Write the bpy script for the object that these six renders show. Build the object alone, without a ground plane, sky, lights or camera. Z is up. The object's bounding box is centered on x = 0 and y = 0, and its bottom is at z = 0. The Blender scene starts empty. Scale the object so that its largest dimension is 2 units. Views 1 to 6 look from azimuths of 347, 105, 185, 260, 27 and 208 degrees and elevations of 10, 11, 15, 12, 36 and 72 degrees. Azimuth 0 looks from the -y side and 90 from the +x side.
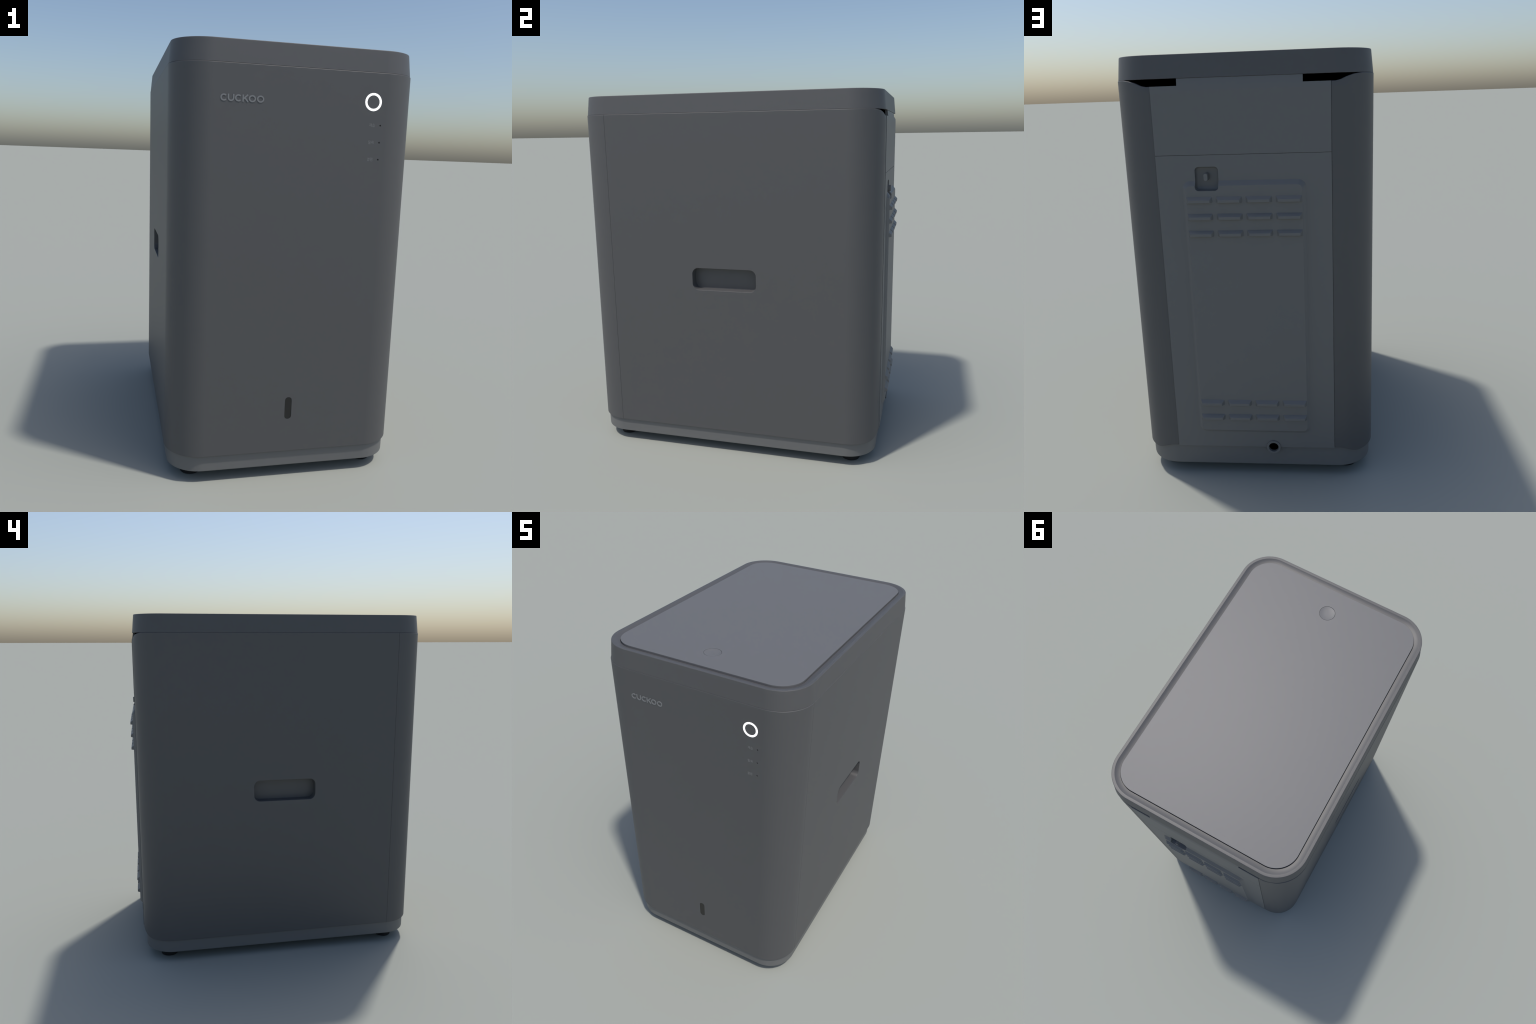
import bpy, bmesh, math
from mathutils import Vector

# ------------------------------------------------------------------ sizes (m)
HX = 0.5666            # half width of the body
YF, YB = -0.8472, 0.8162  # front and back planes of the body
YP = 0.8188            # back panels stand slightly proud of the shells
R = 0.172             # plan corner radius of the body
Z_TOP = 1.9019         # upper edge of the body walls
Z_BOT = 0.1335         # lower edge of the body walls
Z_BOT_BACK = 0.165    # the walls end higher at the back
SEAM_X = 0.383        # side shell meets back panel
SEAM_Y = -0.6752       # side shell meets front panel
GAP = 0.0011


# ------------------------------------------------------------------ materials
def plastic(name, colour, rough=0.5, spec=0.5, grain=0.012, bump=0.0):
    m = bpy.data.materials.new(name)
    m.use_nodes = True
    nt = m.node_tree
    b = nt.nodes["Principled BSDF"]
    tc = nt.nodes.new("ShaderNodeTexCoord")
    nz = nt.nodes.new("ShaderNodeTexNoise")
    nz.inputs["Scale"].default_value = 420.0
    nz.inputs["Detail"].default_value = 2.0
    nt.links.new(tc.outputs["Object"], nz.inputs["Vector"])
    ramp = nt.nodes.new("ShaderNodeValToRGB")
    lo = [c * (1 - grain) for c in colour]
    hi = [c * (1 + grain) for c in colour]
    ramp.color_ramp.elements[0].position = 0.35
    ramp.color_ramp.elements[0].color = (*lo, 1)
    ramp.color_ramp.elements[1].position = 0.65
    ramp.color_ramp.elements[1].color = (*hi, 1)
    nt.links.new(nz.outputs["Fac"], ramp.inputs["Fac"])
    nt.links.new(ramp.outputs["Color"], b.inputs["Base Color"])
    b.inputs["Roughness"].default_value = rough
    b.inputs["Specular IOR Level"].default_value = spec
    if bump > 0:
        bp = nt.nodes.new("ShaderNodeBump")
        bp.inputs["Strength"].default_value = bump
        bp.inputs["Distance"].default_value = 0.001
        nt.links.new(nz.outputs["Fac"], bp.inputs["Height"])
        nt.links.new(bp.outputs["Normal"], b.inputs["Normal"])
    return m


MAT_BODY = plastic("graphite_plastic", (0.084, 0.084, 0.086), 0.5)
MAT_LIGHT = plastic("grey_plastic", (0.139, 0.140, 0.139), 0.5)
MAT_PLATE = plastic("lid_plate_plastic", (0.135, 0.135, 0.138), 0.52)
MAT_LETTER = plastic("letter_grey", (0.195, 0.199, 0.203), 0.45)
MAT_LABEL = plastic("label_grey", (0.185, 0.187, 0.188), 0.5)
MAT_DARK = plastic("window_black", (0.012, 0.012, 0.0115), 0.4)
MAT_RUBBER = plastic("foot_rubber", (0.012, 0.012, 0.013), 0.6, 0.3)
MAT_VOID = plastic("interior_black", (0.0, 0.0, 0.0), 1.0, 0.0)
MAT_GLOW = plastic("ring_light", (0.9, 0.9, 0.9), 0.5)
_b = MAT_GLOW.node_tree.nodes["Principled BSDF"]
_b.inputs["Emission Color"].default_value = (1, 1, 1, 1)
_b.inputs["Emission Strength"].default_value = 1.6


# ------------------------------------------------------------------ helpers
def finish(me, angle=30):
    for p in me.polygons:
        p.use_smooth = True
    me.set_sharp_from_angle(angle=math.radians(angle))


def make(name, bm_or_data, mat, parent=None, angle=30, weighted=True):
    if isinstance(bm_or_data, bmesh.types.BMesh):
        bm = bm_or_data
    else:
        bm = bmesh.new()
        vs = [bm.verts.new(v) for v in bm_or_data[0]]
        for f in bm_or_data[1]:
            bm.faces.new([vs[i] for i in f])
    bmesh.ops.remove_doubles(bm, verts=bm.verts, dist=1e-6)
    bmesh.ops.recalc_face_normals(bm, faces=bm.faces)
    me = bpy.data.meshes.new(name)
    bm.to_mesh(me)
    bm.free()
    ob = bpy.data.objects.new(name, me)
    bpy.context.scene.collection.objects.link(ob)
    me.materials.append(mat)
    finish(me, angle)
    if weighted:
        w = ob.modifiers.new("normals", "WEIGHTED_NORMAL")
        w.keep_sharp = True
        w.weight = 100
    if parent:
        ob.parent = parent
    return ob


def boolean(ob, cutter, op="DIFFERENCE", angle=30):
    """apply a boolean and delete the cutter"""
    for m in list(ob.modifiers):
        ob.modifiers.remove(m)
    md = ob.modifiers.new("cut", "BOOLEAN")
    md.operation = op
    md.solver = "EXACT"
    md.object = cutter
    dg = bpy.context.evaluated_depsgraph_get()
    me = bpy.data.meshes.new_from_object(ob.evaluated_get(dg))
    ob.modifiers.clear()
    old = ob.data
    ob.data = me
    me.name = old.name
    bpy.data.meshes.remove(old)
    bpy.data.objects.remove(cutter)
    finish(me, angle)
    w = ob.modifiers.new("normals", "WEIGHTED_NORMAL")
    w.keep_sharp = True
    w.weight = 100


def rounded(hx, y0, y1, r, n=20):
    """closed plan outline, counter-clockwise"""
    pts = []
    for cx, cy, a0 in ((hx - r, y1 - r, 0), (-hx + r, y1 - r, 90),
                       (-hx + r, y0 + r, 180), (hx - r, y0 + r, 270)):
        for i in range(n + 1):
            a = math.radians(a0 + 90 * i / n)
            pts.append((cx + r * math.cos(a), cy + r * math.sin(a)))
    return pts


def loft(loops, cap0=True, cap1=True):
    """closed loops of equal count -> verts, faces"""
    n = len(loops[0])
    verts = [p for lp in loops for p in lp]
    faces = []
    for k in range(len(loops) - 1):
        for i in range(n):
            j = (i + 1) % n
            faces.append((k * n + i, k * n + j, (k + 1) * n + j, (k + 1) * n + i))
    if cap0:
        faces.append(tuple(reversed(range(n))))
    if cap1:
        faces.append(tuple((len(loops) - 1) * n + i for i in range(n)))
    return verts, faces


def lathe(profile, n=64, closed=False):
    """(r, h) profile around +z; ends with r = 0 become poles"""
    bm = bmesh.new()
    rings = []
    for r, h in profile:
        if r < 1e-6:
            rings.append([bm.verts.new((0, 0, h))])
        else:
            rings.append([bm.verts.new((r * math.cos(2 * math.pi * i / n),
                                        r * math.sin(2 * math.pi * i / n), h)) for i in range(n)])
    pairs = list(zip(rings, rings[1:]))
    if closed:
        pairs.append((rings[-1], rings[0]))
    for a, b in pairs:
        for i in range(n):
            j = (i + 1) % n
            if len(a) == 1:
                bm.faces.new((a[0], b[i], b[j]))
            elif len(b) == 1:
                bm.faces.new((a[i], a[j], b[0]))
            else:
                bm.faces.new((a[i], a[j], b[j], b[i]))
    return bm


def smooth01(t):
    t = max(0.0, min(1.0, t))
    return t * t * (3 - 2 * t)


# ------------------------------------------------------------------ the thing
root = bpy.data.objects.new("food_waste_processor", None)
bpy.context.scene.collection.objects.link(root)
root["label"] = "tall dark grey rounded kitchen bin appliance with lid and ring light"
root["category"] = "kitchen appliance"


# ------------------------------------------------------------------ outer walls
def wall(path, thick, ztop, zbot, roll, mat, name):
    """wall panel: outer skin following an open plan path [(x, y, nx, ny)],
    given thickness, top / bottom edge heights and inward roll of the top edge."""
    levels = [0, .0015, .003] + [None] * 6 + ["r%d" % i for i in range(9)]
    outer, inner = [], []
    for k, (x, y, nx, ny) in enumerate(path):
        zt, zb = ztop(x, y), zbot(x, y)
        rl = roll(x, y)
        th = thick(x, y)

        def inset(z):
            v = 0.0105 * rl * max(0.0, (z - 1.848) / 0.054) ** 1.6
            d = zt - z
            if d < 0.003:                       # softened upper edge
                v += 0.003 - math.sqrt(max(0.0, 0.003 ** 2 - (0.003 - d) ** 2))
            d = z - zb
            if d < 0.002:
                v += 0.002 - math.sqrt(max(0.0, 0.002 ** 2 - (0.002 - d) ** 2))
            return v
        zs = [zb, zb + .0005, zb + .0012, zb + .002, 0.25, 0.6, 1.0, 1.4, 1.8, 1.845]
        m = zt - 0.003
        zs += [1.845 + (m - 1.845) * i / 6 for i in range(1, 7)]
        zs += [zt - .002, zt - .001, zt - .0004, zt]
        col = [(x - nx * inset(z), y - ny * inset(z), z) for z in zs]
        outer.append(col)
        inner.append([(x - nx * th, y - ny * th, z) for z in (zb, zt)])
    bm = bmesh.new()
    O = [[bm.verts.new(v) for v in c] for c in outer]
    I = [[bm.verts.new(v) for v in c] for c in inner]
    nz = len(O[0])
    for a in range(len(path) - 1):
        for i in range(nz - 1):
            bm.faces.new((O[a][i], O[a + 1][i], O[a + 1][i + 1], O[a][i + 1]))
        bm.faces.new((I[a][0], I[a][1], I[a + 1][1], I[a + 1][0]))
        bm.faces.new((O[a][-1], O[a + 1][-1], I[a + 1][1], I[a][1]))
        bm.faces.new((O[a][0], I[a][0], I[a + 1][0], O[a + 1][0]))
    for a in (0, -1):
        bm.faces.new([v for v in O[a]] + [I[a][1], I[a][0]])
    return make(name, bm, mat, root)


def arc(cx, cy, a0, a1, n):
    out = []
    for i in range(n + 1):
        a = math.radians(a0 + (a1 - a0) * i / n)
        out.append((cx + R * math.cos(a), cy + R * math.sin(a), math.cos(a), math.sin(a)))
    return out


# front panel: front face plus both front corners up to the side seams
path = arc(-HX + R, YF + R, 180, 270, 30) + arc(HX - R, YF + R, 270, 360, 30)
front = wall(path, lambda x, y: 0.02, lambda x, y: Z_TOP, lambda x, y: Z_BOT,
             lambda x, y: 0.0, MAT_BODY, "front_panel")

# side shells: seam with the front, straight side, rear corner up to the back panel
NOTCH = [(0.383, 1.8715), (0.402, 1.8715), (0.4235, 1.876), (0.449, 1.8872),
         (0.4785, 1.8962), (0.496, 1.8992), (0.514, Z_TOP), (0.6, Z_TOP)]


def notch_top(x, y):
    if y < 0.5:
        return Z_TOP
    ax = abs(x)
    for (x0, z0), (x1, z1) in zip(NOTCH, NOTCH[1:]):
        if ax <= x1:
            return z0 + (z1 - z0) * max(0, (ax - x0) / (x1 - x0))
    return Z_TOP


def shell_bottom(x, y):
    if y < 0.5:
        return Z_BOT
    return Z_BOT_BACK + (Z_BOT - Z_BOT_BACK) * smooth01((abs(x) - 0.405) / 0.105)


def shell_thick(x, y):
    return 0.058 if (y < 0.5 and y > -0.6) else 0.014


def notch_roll(x, y):
    return 0.0 if y < 0.5 else 1.0 - smooth01((abs(x) - 0.40) / 0.09)


def side_shell(sx):
    p = [(HX, SEAM_Y + GAP, 1, 0)]
    for y in (-0.6, -0.4, -0.2, 0.0, 0.2, 0.4, 0.5):
        p.append((HX, y, 1, 0))
    p += arc(HX - R, YB - R, 0, 90, 40)
    p.append((SEAM_X + GAP * .5, YB, 0, 1))
    if sx < 0:
        p = [(-x, y, -nx, ny) for x, y, nx, ny in p]
    ob = wall(p, shell_thick, notch_top, shell_bottom, notch_roll, MAT_BODY, "side_panel")
    # hand grip: rounded pocket with a softened mouth
    hy, hz, cy, cz, rr = 0.1798, 0.0606, -0.016, 1.0155, 0.034
    loops = []
    for d, g in ((-0.02, 0.0018), (0.0, 0.0018), (0.0008, 0.0010), (0.0022, 0.0), (0.044, -0.0015),
                 (0.0475, -0.003), (0.0485, -0.006)):
        base = rounded(hy + g, -hz - g, hz + g, rr + g, 10)
        loops.append([(sx * (HX - d), cy + u, cz + v) for u, v in base])
    cut = make("cutter", loft(loops), MAT_BODY, None)
    boolean(ob, cut)
    return ob


side_shell(1)
side_shell(-1)


# ------------------------------------------------------------------ back panels
def roll_back(z):
    return 0.0065 * max(0.0, (z - 1.848) / 0.054) ** 1.5


def back_upper():
    xs = [-SEAM_X + GAP * .5, -0.33, -0.2662, -0.2660, -0.13, 0, 0.13, 0.2660, 0.2662, 0.33, SEAM_X - GAP * .5]
    bm = bmesh.new()
    O, I = [], []
    for x in xs:
        zt = 1.8715 if abs(x) > 0.2661 else 1.9015
        zb = 1.581 + GAP * .5
        zs = [zb, zb + 0.001, 1.7, 1.845] + [1.845 + (zt - 1.845) * i / 7 for i in range(1, 8)]
        O.append([bm.verts.new((x, YP - roll_back(z) - (0.001 if z == zb else 0), z)) for z in zs])
        I.append([bm.verts.new((x, YB - (0.006 if abs(x) > 0.2661 else 0.0315), z)) for z in (zb, zt)])
    for a in range(len(xs) - 1):
        for i in range(len(O[0]) - 1):
            bm.faces.new((O[a][i], O[a + 1][i], O[a + 1][i + 1], O[a][i + 1]))
        bm.faces.new((I[a][0], I[a][1], I[a + 1][1], I[a + 1][0]))
        bm.faces.new((O[a][-1], O[a + 1][-1], I[a + 1][1], I[a][1]))
        bm.faces.new((O[a][0], I[a][0], I[a + 1][0], O[a + 1][0]))
    for a in (0, -1):
        bm.faces.new(O[a] + [I[a][1], I[a][0]])
    return make("rear_cover", bm, MAT_LIGHT, root)


back_upper()


def box(x0, x1, y0, y1, z0, z1):
    v = [(x, y, z) for x in (x0, x1) for y in (y0, y1) for z in (z0, z1)]
    f = [(0, 1, 3, 2), (4, 6, 7, 5), (0, 4, 5, 1), (2, 3, 7, 6), (0, 2, 6, 4), (1, 5, 7, 3)]
    return v, f


def rect_loop(cx, cz, hx, hz, r, y, n=8):
    return [(cx + u, y, cz + v) for u, v in rounded(hx, -hz, hz, r, n)]


def back_lower():
    e = SEAM_X - GAP * .5
    ob = make("back_panel", box(-e, e, 0.745, YP, Z_BOT_BACK - 0.001, 1.581 - GAP * .5), MAT_LIGHT, root)
    # raised vent field with sloping borders
    zc_o, hz_o = (0.241 + 1.4695) / 2, (1.4695 - 0.241) / 2
    zc_i, hz_i = (0.2605 + 1.4495) / 2, (1.4495 - 0.2605) / 2
    loops = [rect_loop(0, zc_o, 0.2725, hz_o, 0.036, 0.790),
             rect_loop(0, zc_o, 0.2720, hz_o, 0.036, YP),
             rect_loop(0, zc_i, 0.2560, hz_i + 0.001, 0.022, 0.8335),
             rect_loop(0, zc_i, 0.2535, hz_i - 0.0015, 0.020, 0.8350)]
    boolean(ob, make("field", loft(loops), MAT_LIGHT), "UNION")
    # square pocket with rounded corners
    pc, pz, h = 0.1610, 1.4790, 0.0522
    loops = [rect_loop(pc, pz, h, h, 0.017, 0.86)]
    for g, y in ((0.001, 0.808), (0.0022, 0.803), (0.0045, 0.799), (0.009, 0.7962), (0.017, 0.7945)):
        loops.append(rect_loop(pc, pz, h - g, h - g, max(0.017 - 0.5 * g, 0.006), y))
    boolean(ob, make("pocket", loft(loops), MAT_LIGHT))
    cut = make("drain", lathe([(0, -0.1), (0.029, -0.1), (0.029, 0.05), (0, 0.05)], 40), MAT_LIGHT)
    cut.rotation_euler = (-math.pi / 2, 0, 0)
    cut.location = (-0.0873, YB, 0.1650)
    bpy.context.view_layer.update()
    boolean(ob, cut)
    return ob


back = back_lower()

# louvres: wedge hoods, sloping on top and at both ends
LY0, LY1 = 0.8345, 0.8492
w, hgt, ins = 0.0572, 0.027, 0.010
lv = [(-w, 0, 0), (w, 0, 0), (w, 0, -hgt), (-w, 0, -hgt)]
d = LY1 - LY0
lv += [(-w + ins, d, -0.0135), (w - ins, d, -0.0135), (w - ins, d, -hgt + 0.001), (-w + ins, d, -hgt + 0.001)]
lf = [(0, 1, 2, 3), (4, 7, 6, 5), (0, 4, 5, 1), (3, 2, 6, 7), (0, 3, 7, 4), (1, 5, 6, 2)]
bm = bmesh.new()
vs = [bm.verts.new(v) for v in lv]
for f in lf:
    bm.faces.new([vs[i] for i in f])
bm.verts.ensure_lookup_table()
edges = [e for e in bm.edges if sum(v.co.y > 0.001 for v in e.verts) >= 1]
bmesh.ops.bevel(bm, geom=edges, offset=0.0012, segments=2, affect="EDGES", profile=0.5)
louvre = make("vent_louvre", bm, MAT_LIGHT, back, angle=50)
first = True
for zt in (1.402, 1.3268, 1.2516, 0.4243, 0.3487):
    for cx in (0.1967, 0.0655, -0.0658, -0.1970):
        ob = louvre if first else louvre.copy()
        if not first:
            bpy.context.scene.collection.objects.link(ob)
        first = False
        ob.location = (cx, LY0, zt)
        ob.parent = back

# pin in the square pocket
loops = []
for y, g in ((0.778, 0), (0.832, 0), (0.8337, -0.0006), (0.8343, -0.0016)):
    loops.append(rect_loop(0.1630, 1.4868, 0.0090 + g, 0.0168 + g, 0.0088 + g, y, 8))
make("hook_pin", loft(loops), MAT_LIGHT, back)

# drain outlet: short collar around a dark hole
prof = [(0.0340, -0.03), (0.0340, 0.0055), (0.0328, 0.0068), (0.0244, 0.0068), (0.0236, 0.0058), (0.0236, -0.0075),
        (0.0228, -0.03)]
bm = lathe(prof, 56, closed=True)
outlet = make("drain_outlet", bm, MAT_LIGHT, back)
outlet.rotation_euler = (-math.pi / 2, 0, 0)
outlet.location = (-0.0873, YB + 0.002, 0.1650)
bm = lathe([(0.0, -0.008), (0.0239, -0.008), (0.0239, -0.02), (0, -0.02)], 40)
hole = make("drain_bore", bm, MAT_VOID, back)
hole.rotation_euler = (-math.pi / 2, 0, 0)
hole.location = (-0.0873, YB, 0.1650)


# ------------------------------------------------------------------ base and feet
def plan(inset, z, r_body=R):
    return [(x, y, z) for x, y in rounded(HX - inset, YF + inset, YB - inset, r_body - inset, 24)]


def base_plan(inset, z):
    """base outline: a little further in at the back than at the other sides"""
    return [(x, y, z) for x, y in rounded(HX - inset, YF + inset, YB - inset - 0.004, R - inset, 24)]


base = make("base_tray", loft([base_plan(0.030, 0.0565), base_plan(0.0135, 0.0565), base_plan(0.0122, 0.0577),
                               base_plan(0.0117, 0.0605), base_plan(0.0105, 0.185)]), MAT_LIGHT, root)

foot = make("foot", lathe([(0, 0), (0.0470, 0), (0.0485, 0.0008), (0.0496, 0.004), (0.0500, 0.012), (0.0500, 0.062), (0, 0.062)], 48),
            MAT_RUBBER, base, angle=50)
k = 0
for fx in (0.440, -0.440):
    for fy in (-0.700, 0.668):
        ob = foot if k == 0 else foot.copy()
        if k:
            bpy.context.scene.collection.objects.link(ob)
        k += 1
        ob.location = (fx, fy, 0)
        ob.parent = base

# dark inside seen through the gaps
make("inner_black_core", loft([plan(0.074, 0.17), plan(0.074, 1.60), plan(0.0165, 1.60), plan(0.0165, 1.9008)]), MAT_VOID, root)
for sx in (1, -1):
    lo, hi = sorted((sx * 0.2675, sx * 0.381))
    make("notch_black_block", box(lo, hi, 0.75, YP - 0.0072, 1.60, 1.8705), MAT_VOID, root)  # black block behind the notch, seen from above as a dark slit below the lid edge


# ------------------------------------------------------------------ lid
def lid_loop(inset, z):
    """inset measured from the upper outer rim"""
    r = 0.170 - inset if inset > 0 else 0.170 - 0.5 * inset
    return [(x, y, z) for x, y in rounded(0.5555 - inset, -0.8365 + inset, 0.805 - inset, r, 28)]


prof = [(0.030, 1.9024), (-0.0094, 1.9024), (-0.0098, 1.9030), (-0.0006, 1.9960), (0.0, 1.9985), (0.0008, 1.9995), (0.0020, 2.0),
        (0.0150, 1.9996)]
COVE_W = 0.0278                                   # shallow cove running down to the plate
cx, cz = 0.0154, 1.9995
prof.append((cx, cz))
for i in range(12):
    slope = math.radians(26 - 18 * (i + .5) / 12)
    cx += COVE_W / 12
    cz -= COVE_W / 12 * math.tan(slope)
    prof.append((cx, cz))
prof += [(0.0434, cz - 0.001), (0.0435, 1.982), (0.05, 1.980)]
lid = make("lid", loft([lid_loop(*p) for p in prof]), MAT_BODY, root)

plate = make("lid_plate", loft([lid_loop(0.047, 1.978), lid_loop(0.0465, 1.978), lid_loop(0.0462, 1.9988),
                                lid_loop(0.0466, 1.9997), lid_loop(0.0474, 2.0)]), MAT_PLATE, lid)
BX, BY = 0.0, -0.641
cut = make("hole", lathe([(0, 1.9930), (0.0450, 1.9930), (0.0450, 2.01), (0, 2.01)], 72), MAT_PLATE)
cut.location = (BX, BY, 0)
bpy.context.view_layer.update()
boolean(plate, cut)
prof = [(0.0436, 1.990), (0.0436, 1.9988), (0.0432, 1.9996), (0.0424, 1.9998)]
for i in range(1, 13):                            # shallow finger dish
    t = i / 12
    prof.append((0.0424 * (1 - t), 1.9998 - 0.0036 * (1 - (1 - t) ** 2.8)))
button = make("open_button", lathe(prof, 72), MAT_PLATE, lid)
button.location = (BX, BY, 0)


# ------------------------------------------------------------------ front marks
def stroke_mesh(bm, pts, width, depth, closed=False):
    """flat ribbon of given width along pts in the x-z plane, extruded towards -y"""
    n = len(pts)
    L, Rr = [], []
    for i, (x, z) in enumerate(pts):
        a = pts[(i - 1) % n] if (closed or i > 0) else pts[i]
        b = pts[(i + 1) % n] if (closed or i < n - 1) else pts[i]
        p0 = Vector((x - a[0], z - a[1]))
        p1 = Vector((b[0] - x, b[1] - z))
        if p0.length < 1e-9:
            p0 = p1
        if p1.length < 1e-9:
            p1 = p0
        n0 = Vector((-p0.y, p0.x)).normalized()
        n1 = Vector((-p1.y, p1.x)).normalized()
        m = (n0 + n1)
        m = m / max(0.35, m.length_squared / 2)
        m = m * width * .5
        L.append((x + m.x, z + m.y))
        Rr.append((x - m.x, z - m.y))
    cols = []
    for (lx, lz), (rx, rz) in zip(L, Rr):
        cols.append([bm.verts.new((lx, 0.001, lz)), bm.verts.new((lx, -depth, lz)),
                     bm.verts.new((rx, -depth, rz)), bm.verts.new((rx, 0.001, rz))])
    rng = range(n) if closed else range(n - 1)
    for i in rng:
        a, b = cols[i], cols[(i + 1) % n]
        for k in range(4):
            bm.faces.new((a[k], a[(k + 1) % 4], b[(k + 1) % 4], b[k]))
    if not closed:
        bm.faces.new(cols[0])
        bm.faces.new(list(reversed(cols[-1])))


def ell(cx, cz, rx, rz, a0, a1, n=28):
    return [(cx + rx * math.cos(math.radians(a0 + (a1 - a0) * i / n)),
             cz + rz * math.sin(math.radians(a0 + (a1 - a0) * i / n))) for i in range(n + 1)]


SW = 0.0060                                  # stroke width of the raised lettering
LH = 0.0298                                  # letter height
Z0 = 1.7585                                  # middle line
q = (LH - SW) / 2


def letter(strokes):
    bm = bmesh.new()
    for k, (pts, closed) in enumerate(strokes):
        stroke_mesh(bm, pts, SW, 0.0017 + 0.0001 * k, closed)
    ob = make("letter", bm, MAT_LETTER, front, weighted=False)
    ob.location = (0, YF, Z0)
    return ob


def letter_c(x0, x1):
    rx = 0.0150 - SW / 2
    cx = x0 + 0.0150
    return [(ell(cx, 0, rx, q, 42, 318), False)]


def letter_u(x0, x1):
    a, b = x0 + SW / 2, x1 - SW / 2
    r = (b - a) / 2
    pts = [(a, q + SW / 2)] + [(a + r - r * math.cos(math.radians(t)), -q + r - r * math.sin(math.radians(t)))
                               for t in range(0, 181, 9)] + [(b, q + SW / 2)]
    return [(pts, False)]


def letter_k(x0, x1):
    a = x0 + SW / 2
    t = q + SW / 2
    return [([(a, t), (a, -t)], False),
            ([(x1 - 0.0046, t), (a + 0.0015, -0.0035)], False),
            ([(a + 0.0075, 0.0025), (x1 - 0.0040, -t)], False)]


def letter_o(x0, x1):
    return [(ell((x0 + x1) / 2, 0, (x1 - x0) / 2 - SW / 2, q, 0, 360 - 360 / 40, 39), True)]


for fn, x0, x1 in ((letter_c, -0.3613, -0.3321), (letter_u, -0.3300, -0.3016), (letter_c, -0.2986, -0.2700),
                   (letter_k, -0.2668, -0.2380), (letter_o, -0.2393, -0.2078), (letter_o, -0.2034, -0.1715)):
    letter(fn(x0, x1))

# ring light
ring = make("ring_light", lathe([(0.0295, -0.002), (0.0390, -0.002), (0.0390, 0.0008), (0.0295, 0.0008)], 80, closed=True),
            MAT_GLOW, front, angle=40)
ring.rotation_euler = (math.pi / 2, 0, 0)
ring.location = (0.3300, YF, 1.7742)


# small two-syllable captions beside the indicator holes, as strokes on a 1 x 1 cell
def glyph_circle(cx, cy, r):
    return (ell(cx, cy, r, r, 0, 330, 11), True)


def line(*pts):
    return (list(pts), False)


def rieul(x0, x1, y0, y1):
    ym = (y0 + y1) / 2
    return line((x0, y1), (x1, y1), (x1, ym), (x0, ym), (x0, y0), (x1, y0))


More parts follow.
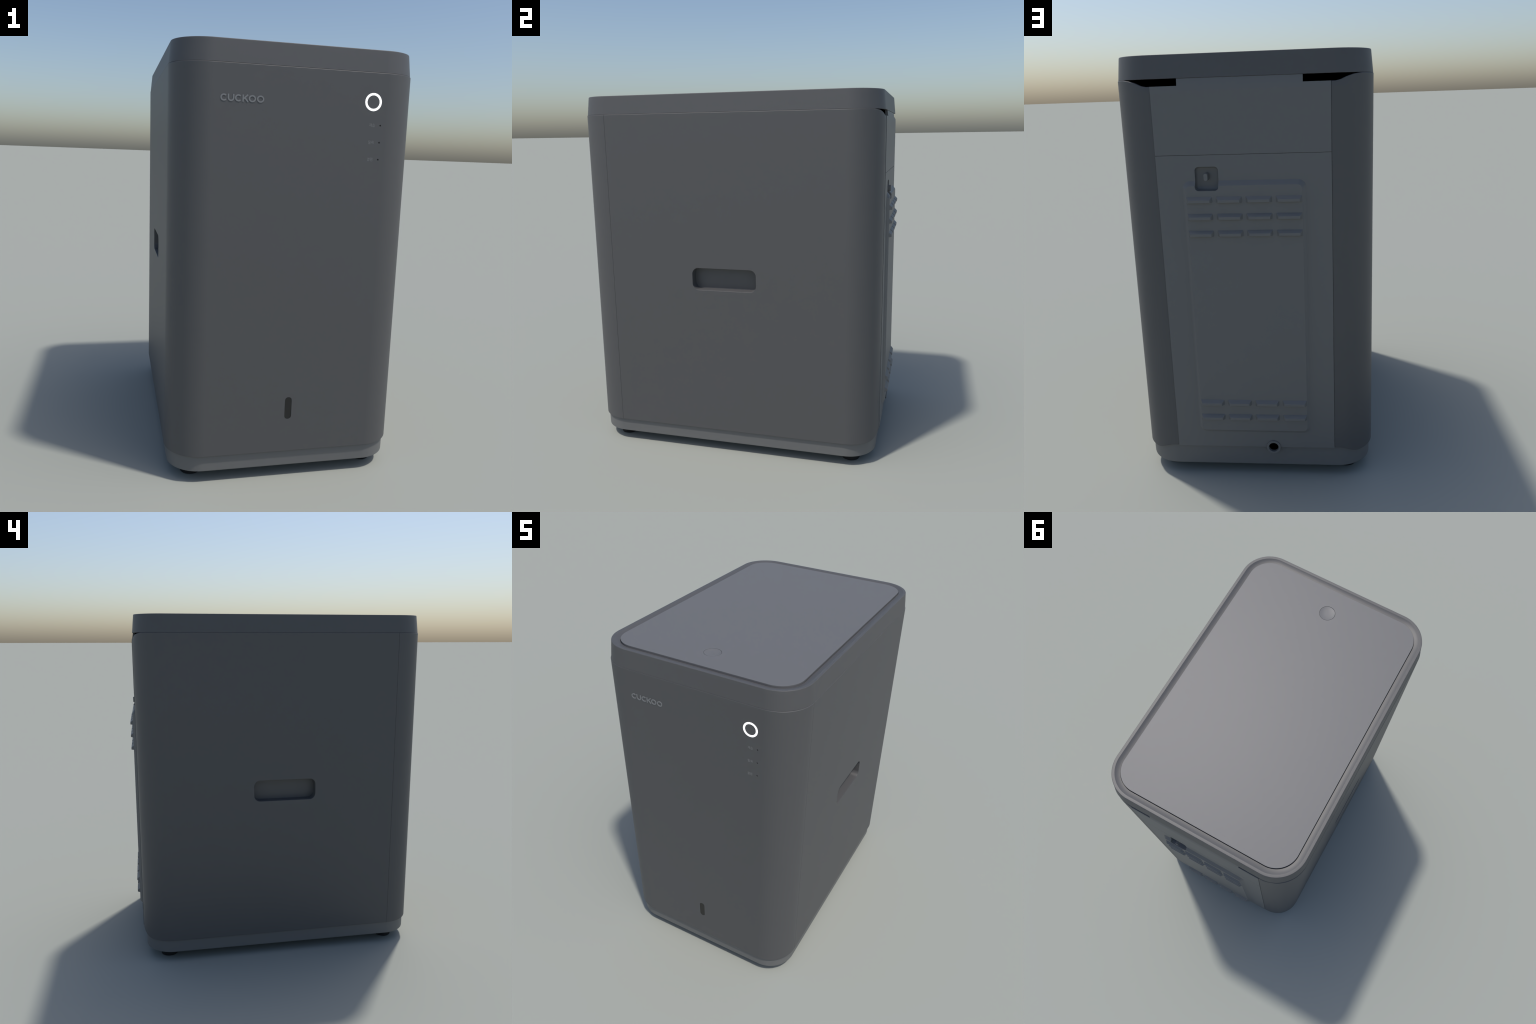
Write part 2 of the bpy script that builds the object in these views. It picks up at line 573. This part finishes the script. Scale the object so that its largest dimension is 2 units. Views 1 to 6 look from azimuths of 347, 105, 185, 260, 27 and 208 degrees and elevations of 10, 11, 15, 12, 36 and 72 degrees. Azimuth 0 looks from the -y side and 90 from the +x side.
GLYPHS = {
    "je": [line((0.02, 0.88), (0.48, 0.88)), line((0.26, 0.86), (0.22, 0.55), (0.0, 0.22)), line((0.24, 0.55), (0.48, 0.24)),
           line((0.46, 0.55), (0.66, 0.55)), line((0.66, 0.98), (0.66, 0.05)), line((0.90, 1.0), (0.90, 0.0))],
    "seup": [line((0.5, 1.0), (0.42, 0.82), (0.12, 0.64)), line((0.5, 0.92), (0.60, 0.80), (0.88, 0.64)),
             line((0.0, 0.50), (1.0, 0.50)), line((0.18, 0.36), (0.18, 0.0), (0.82, 0.0), (0.82, 0.36)),
             line((0.18, 0.19), (0.82, 0.19))],
    "tal": [line((0.58, 0.97), (0.06, 0.97), (0.06, 0.54), (0.60, 0.54)), line((0.06, 0.76), (0.56, 0.76)),
            line((0.80, 1.0), (0.80, 0.48)), line((0.80, 0.75), (1.0, 0.75)), rieul(0.14, 0.82, 0.0, 0.38)],
    "chwi": [line((0.30, 1.0), (0.46, 1.0)), line((0.06, 0.84), (0.68, 0.84)), line((0.37, 0.84), (0.30, 0.64), (0.04, 0.50)),
             line((0.40, 0.66), (0.70, 0.50)), line((0.0, 0.36), (0.76, 0.40)), line((0.38, 0.36), (0.38, 0.02)),
             line((0.92, 1.0), (0.92, 0.0))],
    "yeol": [glyph_circle(0.27, 0.76, 0.21), line((0.52, 0.86), (0.82, 0.86)), line((0.52, 0.66), (0.82, 0.66)),
             line((0.82, 1.0), (0.82, 0.48)), rieul(0.14, 0.82, 0.0, 0.38)],
    "rim": [rieul(0.04, 0.58, 0.52, 0.96), line((0.84, 1.0), (0.84, 0.46)),
            line((0.14, 0.36), (0.84, 0.36), (0.84, 0.0), (0.14, 0.0), (0.14, 0.36))],
}
for word, zc in ((("je", "seup"), 1.6735), (("tal", "chwi"), 1.5978), (("yeol", "rim"), 1.5223)):
    bm = bmesh.new()
    for s, g in enumerate(word):
        ox = 0.3172 + s * 0.0140
        for k, (pts, closed) in enumerate(GLYPHS[g]):
            stroke_mesh(bm, [(ox + 0.0122 * u, zc - 0.0072 + 0.0144 * v) for u, v in pts], 0.0013,
                        0.0002 + 0.00003 * k, closed)
    ob = make("caption", bm, MAT_LABEL, front, weighted=False)
    ob.location = (0, YF, 0)

# indicator holes under each other, and the dark level window near the bottom
for zc in (1.6732, 1.5976, 1.5219):
    cut = make("drill", lathe([(0, -0.02), (0.0037, -0.02), (0.0037, 0.010), (0, 0.010)], 20), MAT_BODY)
    cut.rotation_euler = (math.pi / 2, 0, 0)
    cut.location = (0.3693, YF, zc)
    bpy.context.view_layer.update()
    boolean(front, cut)
    pin = make("indicator_lamp", lathe([(0, -0.010), (0.00365, -0.010), (0.00365, -0.0035), (0, -0.0035)], 20), MAT_DARK, front)
    pin.rotation_euler = (math.pi / 2, 0, 0)
    pin.location = (0.3693, YF, zc)

cut = make("slot", loft([rect_loop(0, 0.3502, 0.0165, 0.0545, 0.0164, y, 10) for y in (YF - 0.02, YF + 0.010)]), MAT_BODY)
boolean(front, cut)
make("level_window", loft([rect_loop(0, 0.3502, 0.0163, 0.0543, 0.0162, y, 10) for y in (YF + 0.010, YF + 0.0015)]),
     MAT_DARK, front)

for ob in list(bpy.context.scene.objects):
    if ob is not root and ob.parent is None:
        ob.parent = root
